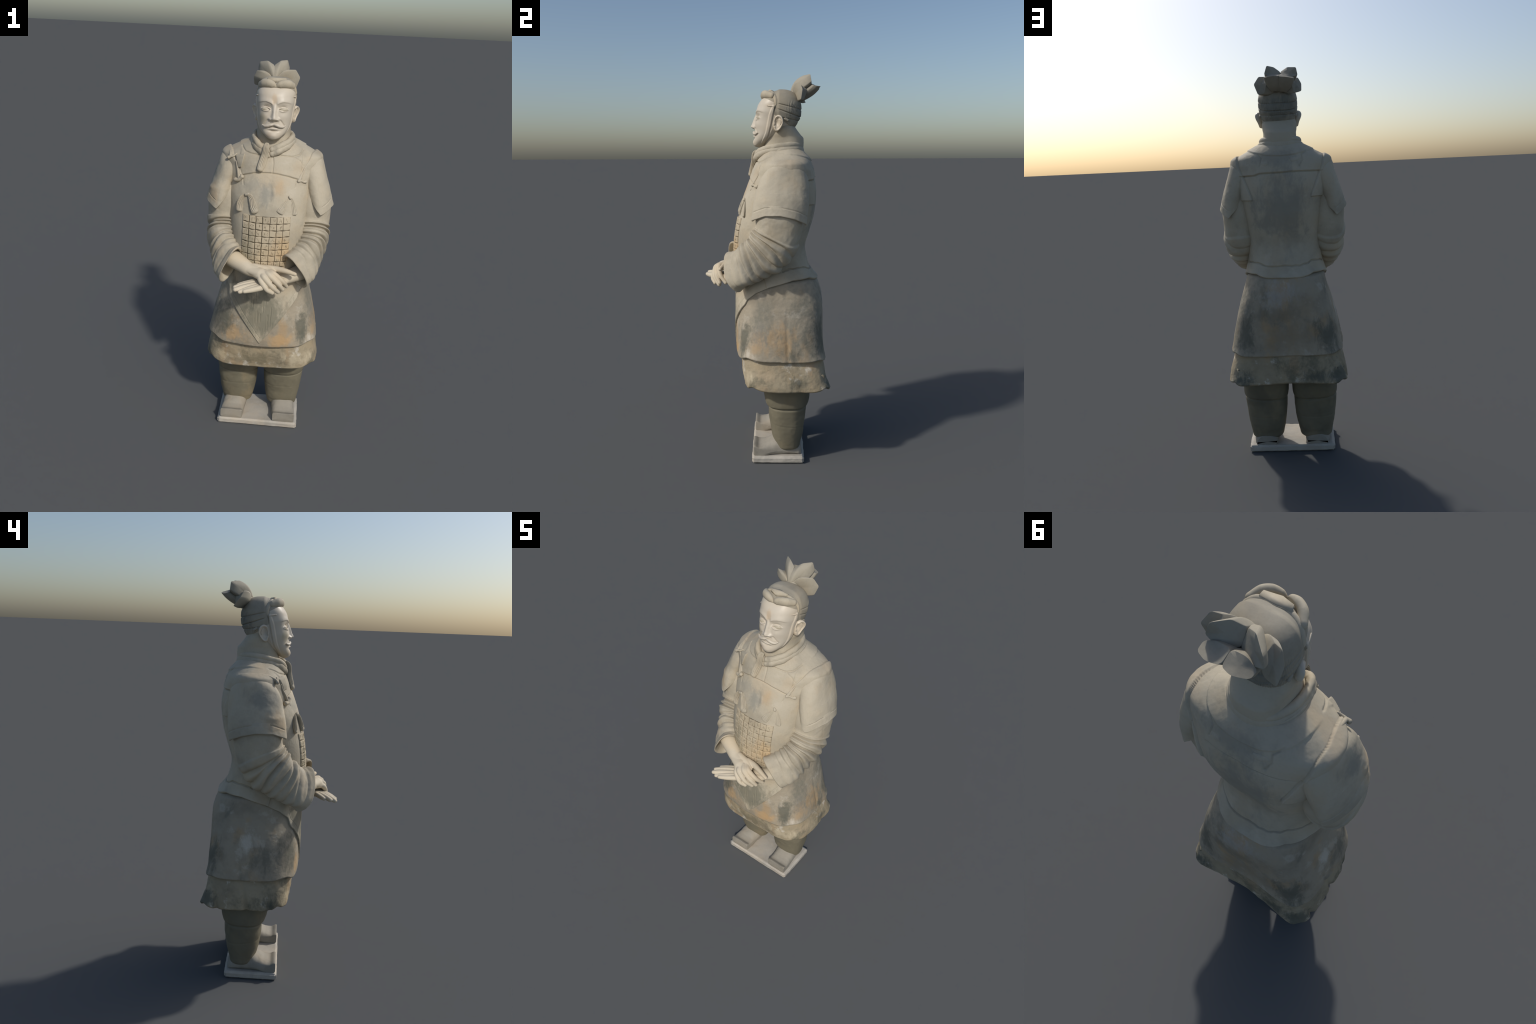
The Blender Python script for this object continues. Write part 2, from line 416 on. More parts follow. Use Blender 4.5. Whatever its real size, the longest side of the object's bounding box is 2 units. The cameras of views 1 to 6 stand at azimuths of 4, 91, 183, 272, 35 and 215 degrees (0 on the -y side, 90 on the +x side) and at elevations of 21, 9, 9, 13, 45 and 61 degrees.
def build_skirt():
    nu, nv = 420, 130
    th = even_angles(nu, 4.2)
    hem = 0.428 - 0.010*np.exp(-(th - 0)**2/.3) - 0.010*np.exp(-(th - 2*np.pi)**2/.3)
    hem = hem + .024*np.exp(-((np.abs(np.sin(th)) - .78)/.15)**2) * np.where(np.cos(th) > 0, .75, .6)
    hem += .0025*np.interp(th, np.linspace(0, 2*np.pi, 46), RNG.uniform(-1, 1, 46)) * np.where(np.cos(th) > 0, 1, .25)
    t = np.linspace(0, 1, nv)[:, None]
    Z = hem[None]*(1-t) + .66*t
    G = section(np.broadcast_to(th, Z.shape), interp_table(SKIRT, Z), Z)
    x, y = G[..., 0], G[..., 1]
    d = .003*fbm(G, .07, 51) + .0007*fbm(G, .012, 52)
    low = 1 - sstep(.43, .56, Z)
    # dents where the pleats meet the hem on the right side
    for yy, dep in ((.245, .016), (.095, .014), (-.02, .005)):
        d += -dep*low*np.exp(-((y-yy-.2*(Z-.44))/.012)**2)*(x < -.2)
    d += -.006*low*np.exp(-((y-.18)/.02)**2)*(x > .2)
    d += .0015*np.sin(x*30)*low*(y < 0)
    nrm = grid_normals(G, True)
    if nrm[60, 0][1] > 0: nrm = -nrm
    G = G + nrm*d[..., None]
    e = G[0]; n0 = nrm[0]*np.array([1, 1, 0.])
    lip = [e - n0*.003 - [0, 0, .006], e - n0*.009 - [0, 0, .009], e - n0*.017 - [0, 0, .007], e - n0*.026 + [0, 0, .004], e - n0*.03 + [0, 0, .06]]
    G = np.concatenate([np.array(lip[::-1]), G])
    return loft('under_skirt', G, 'clay_skirt')

# ------------------------------------------------------------------ legs, shoes, base
def build_leg(sx):
    rows = [(.066, .131, .074, .121, .056), (.075, .131, .084, .120, .063), (.10, .131, .090, .117, .069), (.12, .131, .094, .115, .077), (.18, .131, .104, .114, .088),
            (.24, .131, .110, .114, .096), (.290, .131, .114, .114, .099), (.302, .130, .117, .112, .106), (.33, .130, .121, .111, .116),
            (.36, .130, .122, .110, .121), (.42, .128, .120, .108, .124), (.52, .125, .115, .105, .12)]
    nv, nu = 150, 120
    Z = np.linspace(.066, .52, nv)[:, None]
    cx, hx, cy, hy = interp_table(rows, Z)
    th = np.linspace(0, 2*np.pi, nu, endpoint=False)[None]
    n = 2.6
    s, c = np.sin(th), np.cos(th)
    x = cx + hx*np.sign(s)*np.abs(s)**(2/n); y = cy - hy*np.sign(c)*np.abs(c)**(2/n)
    G = np.stack([sx*x, y, np.broadcast_to(Z, x.shape)], -1)
    d = .0025*fbm(G, .08, 61+int(sx)) + .0006*fbm(G, .015, 63)
    d += -.009*np.exp(-((Z - .296 - .006*np.sin(th*1.0))/.005)**2)
    d += -.0010*np.exp(-((Z - .205 - .012*np.cos(th))/.004)**2)
    dirv = np.stack([sx*np.sin(th), -np.cos(th), 0*th], -1)
    G = G + dirv*d[..., None]
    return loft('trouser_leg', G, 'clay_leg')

def build_shoe(sx):
    # sections along the foot: y, centre x, half width, top z, bottom z
    rows = [(-.0645, .150, .061, .0885, .038), (-.060, .150, .0625, .0895, .031), (-.035, .149, .063, .081, .028), (-.005, .147, .065, .090, .028),
            (.03, .144, .066, .108, .028), (.06, .141, .067, .118, .028), (.13, .138, .066, .108, .028), (.172, .137, .062, .090, .028), (.186, .137, .054, .082, .028)]
    nv, nu = 90, 72
    Y = np.linspace(-.0645, .186, nv)[:, None]
    cx, hw, zt, zb = interp_table(rows, Y)
    th = np.linspace(0, 2*np.pi, nu, endpoint=False)[None]
    toe = sstep(.03, -.05, Y)
    n = 3.2 + 7.0*toe
    s, c = np.sin(th), np.cos(th)
    x = cx + hw*np.sign(s)*np.abs(s)**(2/n)
    zc, hz = (zt+zb)/2, (zt-zb)/2
    z = zc + hz*np.sign(c)*np.abs(c)**(2/n)
    # rounded instep: sides drop away behind the toe
    z = np.where(c > 0, z - (1-toe)*.016*np.abs((x-cx)/hw)**2.5, z)
    Yg = Y - .006*np.abs((x - cx)/hw)**3*toe*0
    G = np.stack([sx*x, np.broadcast_to(Yg, x.shape), z], -1)
    G[..., 2] += .0012*fbm(G, .03, 71)
    ob = loft('shoe', G, 'clay_shoe')
    ob.data.set_sharp_from_angle(angle=math.radians(40))
    return ob

def build_base():
    bm = bmesh.new()
    bmesh.ops.create_cube(bm, size=1)
    for v in bm.verts:
        v.co = Vector((v.co.x*.458, .0645 + v.co.y*.274, .0175 + v.co.z*.035))
    bmesh.ops.bevel(bm, geom=[e for e in bm.edges], offset=.007, segments=3, affect='EDGES')
    for _ in range(1):
        bmesh.ops.subdivide_edges(bm, edges=[e for e in bm.edges if e.calc_length() > .02], cuts=40, use_grid_fill=True)
    me = bpy.data.meshes.new('base_slab'); bm.to_mesh(me); bm.free()
    co = np.array([v.co for v in me.vertices])
    off = .0016*fbm(co, .05, 81) + .0008*fbm(co, .013, 84)
    for v, o in zip(me.vertices, off):
        out = Vector((v.co.x/.225, (v.co.y-.0615)/.129, 0))
        v.co += Vector((o*out.x, o*out.y, 0))
        if v.co.z > .02: v.co.z += o*.6 - .0005
    return finish('base_slab', me, 'clay_base')

# ------------------------------------------------------------------ arms
def ring_loft(keys, nv, nu, power=2.15):
    """keys: (centre, half-axis u, half-axis v) per ring; smooth interpolation."""
    K = np.array([np.concatenate(k) for k in keys], float)
    S = catmull(K, nv)
    th = np.linspace(0, 2*np.pi, nu, endpoint=False)
    c = np.sign(np.cos(th))*np.abs(np.cos(th))**(2/power)
    s = np.sign(np.sin(th))*np.abs(np.sin(th))**(2/power)
    return (S[:, None, 0:3] + S[:, None, 3:6]*c[None, :, None] + S[:, None, 6:9]*s[None, :, None]), th

def mirror(G, sx):
    return G*np.array([sx, 1, 1])

def build_short_sleeve(sx):
    """Stiff shoulder cape that ends in a pointed corner in front."""
    nv, nu = 150, 200
    th = np.linspace(0, 2*np.pi, nu, endpoint=False)          # 0 = outwards, pi/2 = front
    rows = [(0.0, .190, .050, .105, .040, 1.562), (.10, .203, .057, .103, .078, 1.540), (.25, .211, .062, .097, .110, 1.498),
            (.45, .224, .066, .090, .126, 1.440), (.7, .239, .070, .083, .130, 1.375), (1.0, .249, .077, .075, .122, 1.30)]
    t = np.linspace(0, 1, nv)[:, None]
    cx, hx, cy, hy, z = interp_table(rows, t)
    c, s = np.cos(th)[None], np.sin(th)[None]
    n = 2.25
    x = cx + hx*np.sign(c)*np.abs(c)**(2/n)
    y = cy - hy*np.sign(s)*np.abs(s)**(2/n)
    # hem height: low at front corner and at the back corner, arched outside
    ang = np.arctan2(s, c)
    hem = np.interp(ang, [-3.1416, -2.3, -1.30, -.6, 0, .6, 1.42, 2.2, 3.1416], [1.41, 1.37, 1.268, 1.298, 1.316, 1.315, 1.286, 1.372, 1.41])
    z = z + (hem - 1.30)*t**2
    # front and back edges flare into the corner
    y = y - .018*np.exp(-((ang-1.45)/.4)**2)*t**3 + .012*np.exp(-((ang+1.3)/.35)**2)*t**3
    x = x + .006*t**3*np.clip(c, 0, 1)
    G = np.stack([x, y, z], -1)
    d = .002*fbm(mirror(G, sx), .07, 91) + .0004*fbm(G, .015, 93)
    dist = (z - hem)
    d += -.0022*np.exp(-((dist - .036)/.0028)**2)*sstep(1.4, 1.2, np.abs(ang))
    if sx < 0:
        d += .004*gauss(y - .0, z - 1.38, .03, .012)
    nrm = grid_normals(G, True)
    if nrm[100, 0][0] < 0: nrm = -nrm
    G = G + nrm*d[..., None]
    e, n0 = G[-1], nrm[-1]
    lip = [e - n0*.003 + [0, 0, -.003], e - n0*.009 + [0, 0, -.002], e - n0*.012 + [0, 0, .006], e - n0*.014 + [0, 0, .05]]
    G = np.concatenate([G, np.array(lip)])
    return loft('shoulder_cape', mirror(G, sx), 'clay_body')

def build_sleeve(sx):
    if sx > 0:
        cuff_c, cuff_v, cuff_u = (.158, -.160, 1.014), (.063, .004, -.082), (.020, -.049, .042)
    else:
        cuff_c, cuff_v, cuff_u = (.172, -.158, 1.024), (.048, .0, -.095), (.018, -.053, .036)
    keys = [((.224, .084, 1.42), (.074, 0, 0), (0, .110, 0)),
            ((.228, .079, 1.36), (.087, 0, 0), (0, .118, 0)),
            ((.228, .074, 1.30), (.091, 0, 0), (0, .118, -.004)),
            ((.228, .067, 1.24), (.090, 0, 0), (0, .112, -.023)),
            ((.230, .047, 1.180), (.085, 0, 0), (.002, .099, -.058)),
            ((.229, .010, 1.130), (.077, -.004, 0), (.006, .077, -.080)),
            ((.222, -.034, 1.095), (.068, -.018, 0), (.013, .055, -.088)),
            ((.208, -.082, 1.062), (.057, -.032, .003), (.029, .035, -.090)),
            ((.186, -.124, 1.036), (.044, -.042, .006), (.048, .016, -.086)),
            (cuff_c, cuff_u, cuff_v)]
    nv, nu = 330, 200
    G, th = ring_loft(keys, nv, nu, 2.45)
    t = np.linspace(0, 1, nv)[:, None]
    nrm = grid_normals(G, True)
    if nrm[40, 0][0] < 0: nrm = -nrm
    T = th[None]                       # 0 = outside, pi/2 = behind/below, -pi/2 = above/front
    d = .0016*fbm(G, .06, 101) + .0004*fbm(G, .014, 102)
    start = .40 + .012*np.sin(2*T + sx)
    d = d + .007*sstep(start - .006, start + .012, t)*(1 - sstep(.55, .85, t))
    # drapery: irregular creases, each with its own slant, depth and reach around the arm
    rnd = np.random.default_rng(5 if sx > 0 else 9)
    creases = [(.458, .0170), (.520, .0150), (.585, .0180), (.648, .0130), (.706, .0140), (.768, .0085), (.832, .0060), (.900, .0040)]
    for tc, dep in creases:
        slant = rnd.uniform(-.030, .030); phi = rnd.uniform(0, 6.28)
        line = tc + slant*np.sin(T + phi) + .007*np.sin(3*T + phi*2)
        reach = .30 + .70*sstep(-.9, .5, np.cos(T - rnd.uniform(-2.2, -.2)) + .25)
        u = (t - line)
        w = np.where(u < 0, .0100, .021)*rnd.uniform(.9, 1.3)
        d = d - dep*reach*np.exp(-np.abs(u/w)**1.35)
        d = d + .45*dep*reach*np.exp(-((u - .034)/.020)**2)
    G = G + nrm*d[..., None]
    # cuff: rounded rim, then the dark inside wall
    e = G[-1]; cen = e.mean(0)
    ax = cen - G[-14].mean(0); ax /= np.linalg.norm(ax)
    rad = e - cen
    lip = [cen + rad*.99 + ax*.004, cen + rad*.95 + ax*.007, cen + rad*.89 + ax*.005, cen + rad*.85 - ax*.004,
           cen + rad*.80 - ax*.03, cen + rad*.70 - ax*.09]
    G = np.concatenate([G, np.array(lip)])
    return loft('sleeve', mirror(G, sx), 'clay_body')

def capsule_grid(p, q, r0, r1, flat=1.0, up=(0, 0, 1)):
    return tube([p, (np.array(p)+np.array(q))/2, q], [r0, (r0+r1)/2, r1], nu=18, flat=flat, up=up, n=14)

def remeshed(name, grids, voxel, smooth_it=6):
    me = merge_meshes(name, grids)
    ob = bpy.data.objects.new(name, me)
    bpy.context.scene.collection.objects.link(ob)
    m = ob.modifiers.new('r', 'REMESH'); m.mode = 'VOXEL'; m.voxel_size = voxel; m.use_smooth_shade = True
    s = ob.modifiers.new('s', 'SMOOTH'); s.factor = .5; s.iterations = smooth_it
    dg = bpy.context.evaluated_depsgraph_get()
    out = bpy.data.meshes.new_from_object(ob.evaluated_get(dg))
    bpy.data.objects.remove(ob); bpy.data.meshes.remove(me)
    return out

def split_by(me, names, pick, mat, parent=None):
    """Split a smooth mesh into named regions sharing border vertices and normals."""
    me.polygons.foreach_set('use_smooth', [True]*len(me.polygons))
    vn = [v.normal.copy() for v in me.vertices]
    objs = []
    for k, nm in enumerate(names):
        faces = [p for p in me.polygons if pick(p.center) == k]
        used = sorted({v for p in faces for v in p.vertices})
        idx = {v: i for i, v in enumerate(used)}
        m2 = bpy.data.meshes.new(nm)
        m2.from_pydata([me.vertices[v].co[:] for v in used], [], [[idx[v] for v in p.vertices] for p in faces])
        m2.polygons.foreach_set('use_smooth', [True]*len(m2.polygons))
        m2.normals_split_custom_set_from_vertices([vn[v][:] for v in used])
        ob = bpy.data.objects.new(nm, m2)
        bpy.context.scene.collection.objects.link(ob)
        m2.materials.append(MATS[mat]); ob.parent = parent or ROOT
        objs.append(ob)
    bpy.data.meshes.remove(me)
    return objs

def build_hands():
    # ---- right hand (-x): lies across, back upwards, fingers curling over the other hand
    g = []
    g.append(tube([(-.205, -.105, 1.065), (-.165, -.140, 1.055), (-.115, -.168, 1.036), (-.070, -.194, 1.020), (-.035, -.210, 1.018)], [.051, .048, .042, .035, .030], nu=28, flat=.95))
    g.append(tube([(-.085, -.186, 1.024), (-.045, -.207, 1.020), (-.01, -.224, 1.018), (.018, -.240, 1.014)], [.034, .036, .038, .031], nu=28, flat=.66, up=(-.35, .2, .9)))
    g.append(tube([(-.06, -.20, 1.018), (-.020, -.243, 1.010), (-.004, -.258, 1.006)], [.024, .019, .014], nu=20))
    g.append(tube([(-.05, -.19, 1.03), (.015, -.205, 1.030), (.050, -.226, 1.024)], [.022, .019, .014], nu=20))
    fingers = [([(.028, -.226, 1.028), (.056, -.250, 1.024), (.096, -.242, .988), (.119, -.212, .948)], [.0145, .0142, .0125, .0100]),
               ([(.010, -.236, 1.026), (.034, -.262, 1.020), (.076, -.262, .982), (.101, -.245, .944)], [.0150, .0146, .0130, .0104]),
               ([(-.006, -.244, 1.018), (.010, -.273, 1.010), (.050, -.274, .966), (.080, -.250, .930)], [.0150, .0146, .0130, .0104]),
               ([(-.018, -.246, 1.008), (-.008, -.276, .996), (.024, -.288, .956), (.052, -.274, .933)], [.0135, .0130, .0120, .0096]),
               ([(.012, -.200, 1.032), (.060, -.206, 1.034), (.108, -.222, 1.034), (.157, -.236, 1.026)], [.0175, .0160, .0138, .0098])]
    g += [tube(np.array(p) + [0, .006, 0], r, nu=18) for p, r in fingers]
    me = remeshed('right_arm', g, .0020, 7)
    split_by(me, ['forearm', 'hand'], lambda c: 0 if c.x < -.075 else 1, 'clay_hand')
    # ---- left hand (+x): palm up underneath, fingers stretched to the side
    g = []
    g.append(tube([(.215, -.085, 1.008), (.185, -.118, .996), (.150, -.143, .987), (.108, -.168, .976), (.07, -.188, .970)], [.050, .046, .040, .034, .032], nu=28, flat=.9))
    g.append(tube([(.105, -.172, .974), (.060, -.200, .968), (.01, -.230, .962), (-.025, -.256, .960)], [.034, .042, .045, .038], nu=28, flat=.42, up=(0, 0, 1)))
    g.append(tube([(.11, -.19, .972), (.06, -.240, .966), (.015, -.266, .962)], [.02, .02, .015], nu=20))
    fingers = [([(.0, -.208, .966), (-.045, -.233, .968), (-.083, -.255, .966), (-.113, -.273, .963)], [.0135, .0130, .0120, .0095]),
               ([(-.01, -.229, .965), (-.055, -.257, .968), (-.098, -.285, .966), (-.127, -.304, .962)], [.0145, .0140, .0130, .0105]),
               ([(-.015, -.250, .963), (-.055, -.281, .965), (-.093, -.305, .963), (-.124, -.325, .959)], [.0145, .0140, .0130, .0105]),
               ([(-.01, -.268, .961), (-.045, -.297, .961), (-.073, -.314, .957), (-.101, -.331, .952)], [.0145, .0140, .0128, .0100]),
               ([(.025, -.265, .962), (-.01, -.290, .960), (-.045, -.313, .958), (-.078, -.331, .956)], [.0150, .0148, .0132, .0102])]
    g += [tube(np.array(p) + [-.003, .007, 0], r, nu=18) for p, r in fingers]
    me = remeshed('left_arm', g, .0020, 5)
    split_by(me, ['forearm', 'hand'], lambda c: 0 if c.x > .105 else 1, 'clay_hand')

# ------------------------------------------------------------------ neck and scarf
def build_neck():
    rows = [(1.56, .105, -.02, .195), (1.62, .094, -.012, .195), (1.66, .085, -.005, .199), (1.685, .084, .0, .198), (1.705, .087, .01, .182), (1.73, .089, .03, .163), (1.75, .084, .03, .150), (1.77, .075, .03, .135)]
    nv, nu = 60, 120
    Z = np.linspace(1.56, 1.77, nv)[:, None]
    a, yf, yb = interp_table(rows, Z)
    th = np.linspace(0, 2*np.pi, nu, endpoint=False)[None]
    x = a*np.sign(np.sin(th))*np.abs(np.sin(th))**.78; y = (yf+yb)/2 - (yb-yf)/2*np.sign(np.cos(th))*np.abs(np.cos(th))**.82
    G = np.stack([x, y, np.broadcast_to(Z, x.shape)], -1)
    # only the nape flares; the flare dies away toward the front
    return loft('neck', G, 'clay_body')

def build_scarf():
    parts = []
    # stacked rolls: back high, front low; the left end overlaps in front
    def roll(grow, drop, r, closed=False, x_end=.004):
        pts = [(x_end, -.044-grow, 1.595-drop), (.035, -.041-grow, 1.609-drop), (.074+grow*.6, -.012-grow*.7, 1.629-drop), (.094+grow, .05, 1.641-drop), (.092+grow, .11, 1.648-drop),
               (.06+grow*.7, .165+grow*.7, 1.650-drop), (0, .181+grow, 1.651-drop), (-.06-grow*.7, .165+grow*.7, 1.650-drop), (-.092-grow, .11, 1.648-drop),
               (-.094-grow, .05, 1.639-drop), (-.076-grow*.6, -.012-grow*.7, 1.623-drop), (-.040, -.039-grow, 1.598-drop), (-.012, -.042-grow, 1.586-drop)]
        return tube(pts, [r*.9]+[r]*11+[r*.8], nu=28, flat=1.25, n=220)
    out = []
    for k, (g, dr, r) in enumerate([(0, 0, .0135), (.005, .019, .0135)]):
        G = roll(g, dr, r)
        nrm = grid_normals(G, True)
        c = G.mean(1, keepdims=True)
        if ((nrm*(G-c)).sum(-1)).mean() < 0: nrm = -nrm
        G = G + nrm*(.0025*fbm(G, .03, 111+k)*(1 - sstep(.02, .08, G[..., 1])) + .0008*fbm(G, .03, 115))[..., None]
        out.append(G)
    me = merge_meshes('scarf', out)
    finish('scarf', me, 'clay_body')
    # low standing collar of the armour under the scarf
    th = np.linspace(0, 2*np.pi, 160, endpoint=False)[None]
    rows = [(0, 1.56, .140), (.2, 1.59, .130), (.55, 1.622, .118), (.8, 1.634, .116), (.9, 1.637, .112), (1.0, 1.634, .100)]
    t = np.linspace(0, 1, 24)[:, None]
    z, a = interp_table(rows, t)
    s, c = np.sin(th), np.cos(th)
    tilt = .060*sstep(-.1, 1.0, c)
    x = a*np.sign(s)*np.abs(s)**.9; y = .085 - (a*.985)*c*np.where(c > 0, 1.06, 1.0)
    G = np.stack([x, y, z - tilt*(.55+.45*t)], -1)
    return loft('collar', G, 'clay_body')

# ------------------------------------------------------------------ head
HEAD = [(1.640, .015, -.030, .01, 2.0), (1.643, .034, -.046, .05, 2.1), (1.652, .054, -.0575, .10, 2.2), (1.668, .070, -.0600, .14, 2.3),
        (1.70, .082, -.0555, .158, 2.35), (1.73, .087, -.0530, .164, 2.35), (1.76, .089, -.051, .170, 2.35), (1.79, .092, -.049, .176, 2.35),
        (1.82, .096, -.044, .180, 2.4), (1.85, .096, -.035, .180, 2.4), (1.875, .092, -.022, .173, 2.35), (1.90, .081, .002, .158, 2.2),
        (1.914, .066, .025, .140, 2.1), (1.923, .043, .05, .117, 2.0), (1.926, .008, .08, .09, 2.0)]
HX = .004

def head_rings(nv=420, nu=520):
    zz = np.linspace(0, 1, nv)
    q = np.interp(zz, [0, .06, .92, 1], [1.640, 1.656, 1.905, 1.926])[:, None]
    th = even_angles(nu, 2.35)[None]
    a, yf, yb, n = interp_table(HEAD, q)
    yc, b = (yf+yb)/2, (yb-yf)/2
    s, c = np.sin(th), np.cos(th)
    n = np.where(c > 0, n, n + .35)
    x = a*np.sign(s)*np.abs(s)**(2/n)
    y = yc - b*np.sign(c)*np.abs(c)**(2/n)
    k = np.interp(q, [1.64, 1.70, 1.79], [.42, .27, 0])
    z = q + k*(y - yf)
    return np.stack([x + HX, y, z], -1)

def head_width_at(y, z):
    """Outer half width of the head near (y, z) -- used to lay strips on its side."""
    a, yf, yb, n = interp_table(HEAD, z)
    yc, b = (yf+yb)/2, (yb-yf)/2
    return a*np.maximum(1 - np.abs((y-yc)/b)**n, 0)**(1/n)

def build_head():
    G = head_rings()
    x, y, z = G[..., 0] - HX, G[..., 1], G[..., 2]
    ax = np.abs(x)
    fw = sstep(.035, .0, y)                               # front weight
    D = np.zeros_like(x)                                  # forward push (-y)
    D += -.0100*gauss(ax - .038, z - 1.797, .021, .0125)   # sockets
    D += -.0045*gauss(ax - .019, z - 1.793, .008, .012)
    zb = np.interp(ax, [0, .012, .025, .042, .062, .085], [1.809, 1.8135, 1.8205, 1.8250, 1.8230, 1.814])
    brow = np.exp(-(np.where(z > zb, (z-zb)/.014, (z-zb)/.0050))**2)*sstep(.004, .016, ax)*(1 - sstep(.068, .088, ax))
    D += .0040*brow
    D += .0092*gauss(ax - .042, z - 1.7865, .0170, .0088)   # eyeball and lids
    xe = (ax - .043)/.022
    inside = 1 - sstep(.95, 1.08, np.abs(xe))
    lid_u = 1.7935 - .0075*xe**2 - .0012*xe
    lid_l = 1.7800 + .0060*xe**2
    open_eye = sstep(-.0006, .0006, lid_u - z)*sstep(-.0006, .0006, z - lid_l)*inside
    D += -.0075*open_eye
    D += .0022*np.exp(-((z - lid_u - .0018)/.0018)**2)*inside      # upper lid roll
    D += .0014*np.exp(-((z - lid_l + .0018)/.0018)**2)*inside      # lower lid roll
    D += -.0022*np.exp(-((z - lid_u - .0062)/.0018)**2)*inside     # crease above
    # nose
    h = np.interp(z, [1.7315, 1.7365, 1.744, 1.752, 1.775, 1.795, 1.815], [0, .011, .0195, .0195, .0125, .0060, 0])
    w = np.interp(z, [1.735, 1.75, 1.775, 1.81], [.0140, .0140, .0095, .0095])
    D += h*np.exp(-(ax/w)**2.6)
    D += .0100*gauss(ax - .0190, z - 1.7420, .0085, .0072)
    D += .0030*gauss(ax, z - 1.7470, .011, .009)
    D += -.0060*gauss(ax - .0105, z - 1.7340, .0055, .0030)
    # cheeks, folds, mouth, chin
    D += .0055*gauss(ax - .050, z - 1.755, .024, .020)
    fold = np.exp(-((ax - (.027 + (1.742 - z)*.75))/.006)**2)*sstep(1.700, 1.715, z)*(1 - sstep(1.735, 1.748, z))
    D += -.0040*fold
    D += .0015*gauss(ax, z - 1.702, .030, .016)
    D += -.0085*np.exp(-((z - 1.7050 - .0020*np.cos(ax/.012))/.0026)**2)*(1 - sstep(.020, .030, ax))
    D += .0055*gauss(ax, z - 1.6975, .0180, .0046)
    D += -.0068*gauss(ax, z - 1.6880, .0220, .0046)
    D += .0040*gauss(ax, z - 1.664, .020, .013)
    D += .003*gauss(ax, z - 1.850, .05, .02)
    # broad lock of hair in front of the ear, down along the jaw
    zs_ = [1.655, 1.669, 1.70, 1.716, 1.747, 1.80, 1.828, 1.85]
    y_in = np.interp(z, zs_, [-.022, -.014, .000, .006, .013, .023, .034, .042])
    y_out = np.interp(z, zs_, [-.006, -.001, .016, .021, .029, .040, .047, .055])
    edge_w = .0016
    lock = sstep(-.006, .002, y - y_in)*sstep(-edge_w, edge_w, y_out - y)*sstep(1.650, 1.662, z)*(1 - sstep(1.84, 1.85, z))
    lock2 = sstep(-edge_w, edge_w, y - y_out)*sstep(.003, -.003, y - y_out - .014)*(1 - sstep(1.715, 1.74, z))
    side = np.sign(x)*sstep(.03, .05, ax)
    G[..., 0] += side*(.0042*lock + .0022*lock2)
    G[..., 0] += side*(-.004*np.exp(-((y - y_out - .002)/.003)**2)*sstep(1.66, 1.68, z)*(1 - sstep(1.83, 1.84, z)))
    G[..., 1] -= D*fw
    # temples slightly hollow; hair on the back of the skull
    nrm = grid_normals(G, True)
    if nrm[200, 0][1] > 0: nrm = -nrm
    d = np.zeros_like(x)
    hairz = np.interp(y, [.06, .10, .16], [1.795, 1.765, 1.722])
    back = sstep(.055, .075, y)*sstep(-.004, .004, z - hairz)
    d += .0045*back
    ang = np.arctan2(x, -(y - .07))
    g1 = np.interp(y, [.06, .13, .176], [1.854, 1.838, 1.828])
    g2 = np.interp(y, [.06, .115, .173], [1.829, 1.810, 1.792])
    g3 = np.interp(y, [.09, .173], [1.785, 1.771])
    for g, dep in ((g1, .0035), (g2, .005), (g3, .003)):
        d += -dep*np.exp(-((z - g)/.0028)**2)*sstep(.06, .08, y)
    low = 1 - sstep(1.845, 1.875, z)
    d += .0016*back*sstep(.09, .14, y)*low*np.sin(ang*95 + 2.5*lattice_noise(G, .012, 5))*(.6+.6*lattice_noise(G, .02, 7))
    d += .0005*fbm(G, .05, 121)
    G = G + nrm*d[..., None]
    global EYE_Y
    pick_eye = (np.abs(x - .043) < .003) & (np.abs(z - 1.797) < .0015) & (y < 0)
    EYE_Y = float(G[..., 1][pick_eye].min())
    me = grid_mesh('head', G)
    me2 = me
    # split: face (smooth clay) and hair cap
    me.polygons.foreach_set('use_smooth', [True]*len(me.polygons))
    def pick(c):
        line = np.interp(c.z, [1.60, 1.66, 1.72, 1.83, 1.86, 1.885, 1.93], [.02, .03, .045, .045, .045, -.002, -.10])
        if c.y < line: return 0
        hz = np.interp(c.y, [.045, .06, .10, .16], [1.80, 1.795, 1.765, 1.722])
        return 1 if c.z > hz else 0
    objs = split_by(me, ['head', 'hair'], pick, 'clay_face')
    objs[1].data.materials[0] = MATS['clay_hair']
    head, hair = objs
    hair.parent = head
    return head

def surf_strip(path, out, n=60):
    """(y, z) side path -> 3D points lying on the +x side of the head."""
    P = catmull(path, n)
    return [(float(head_width_at(p[0], p[1])) + out, p[0], p[1]) for p in P]

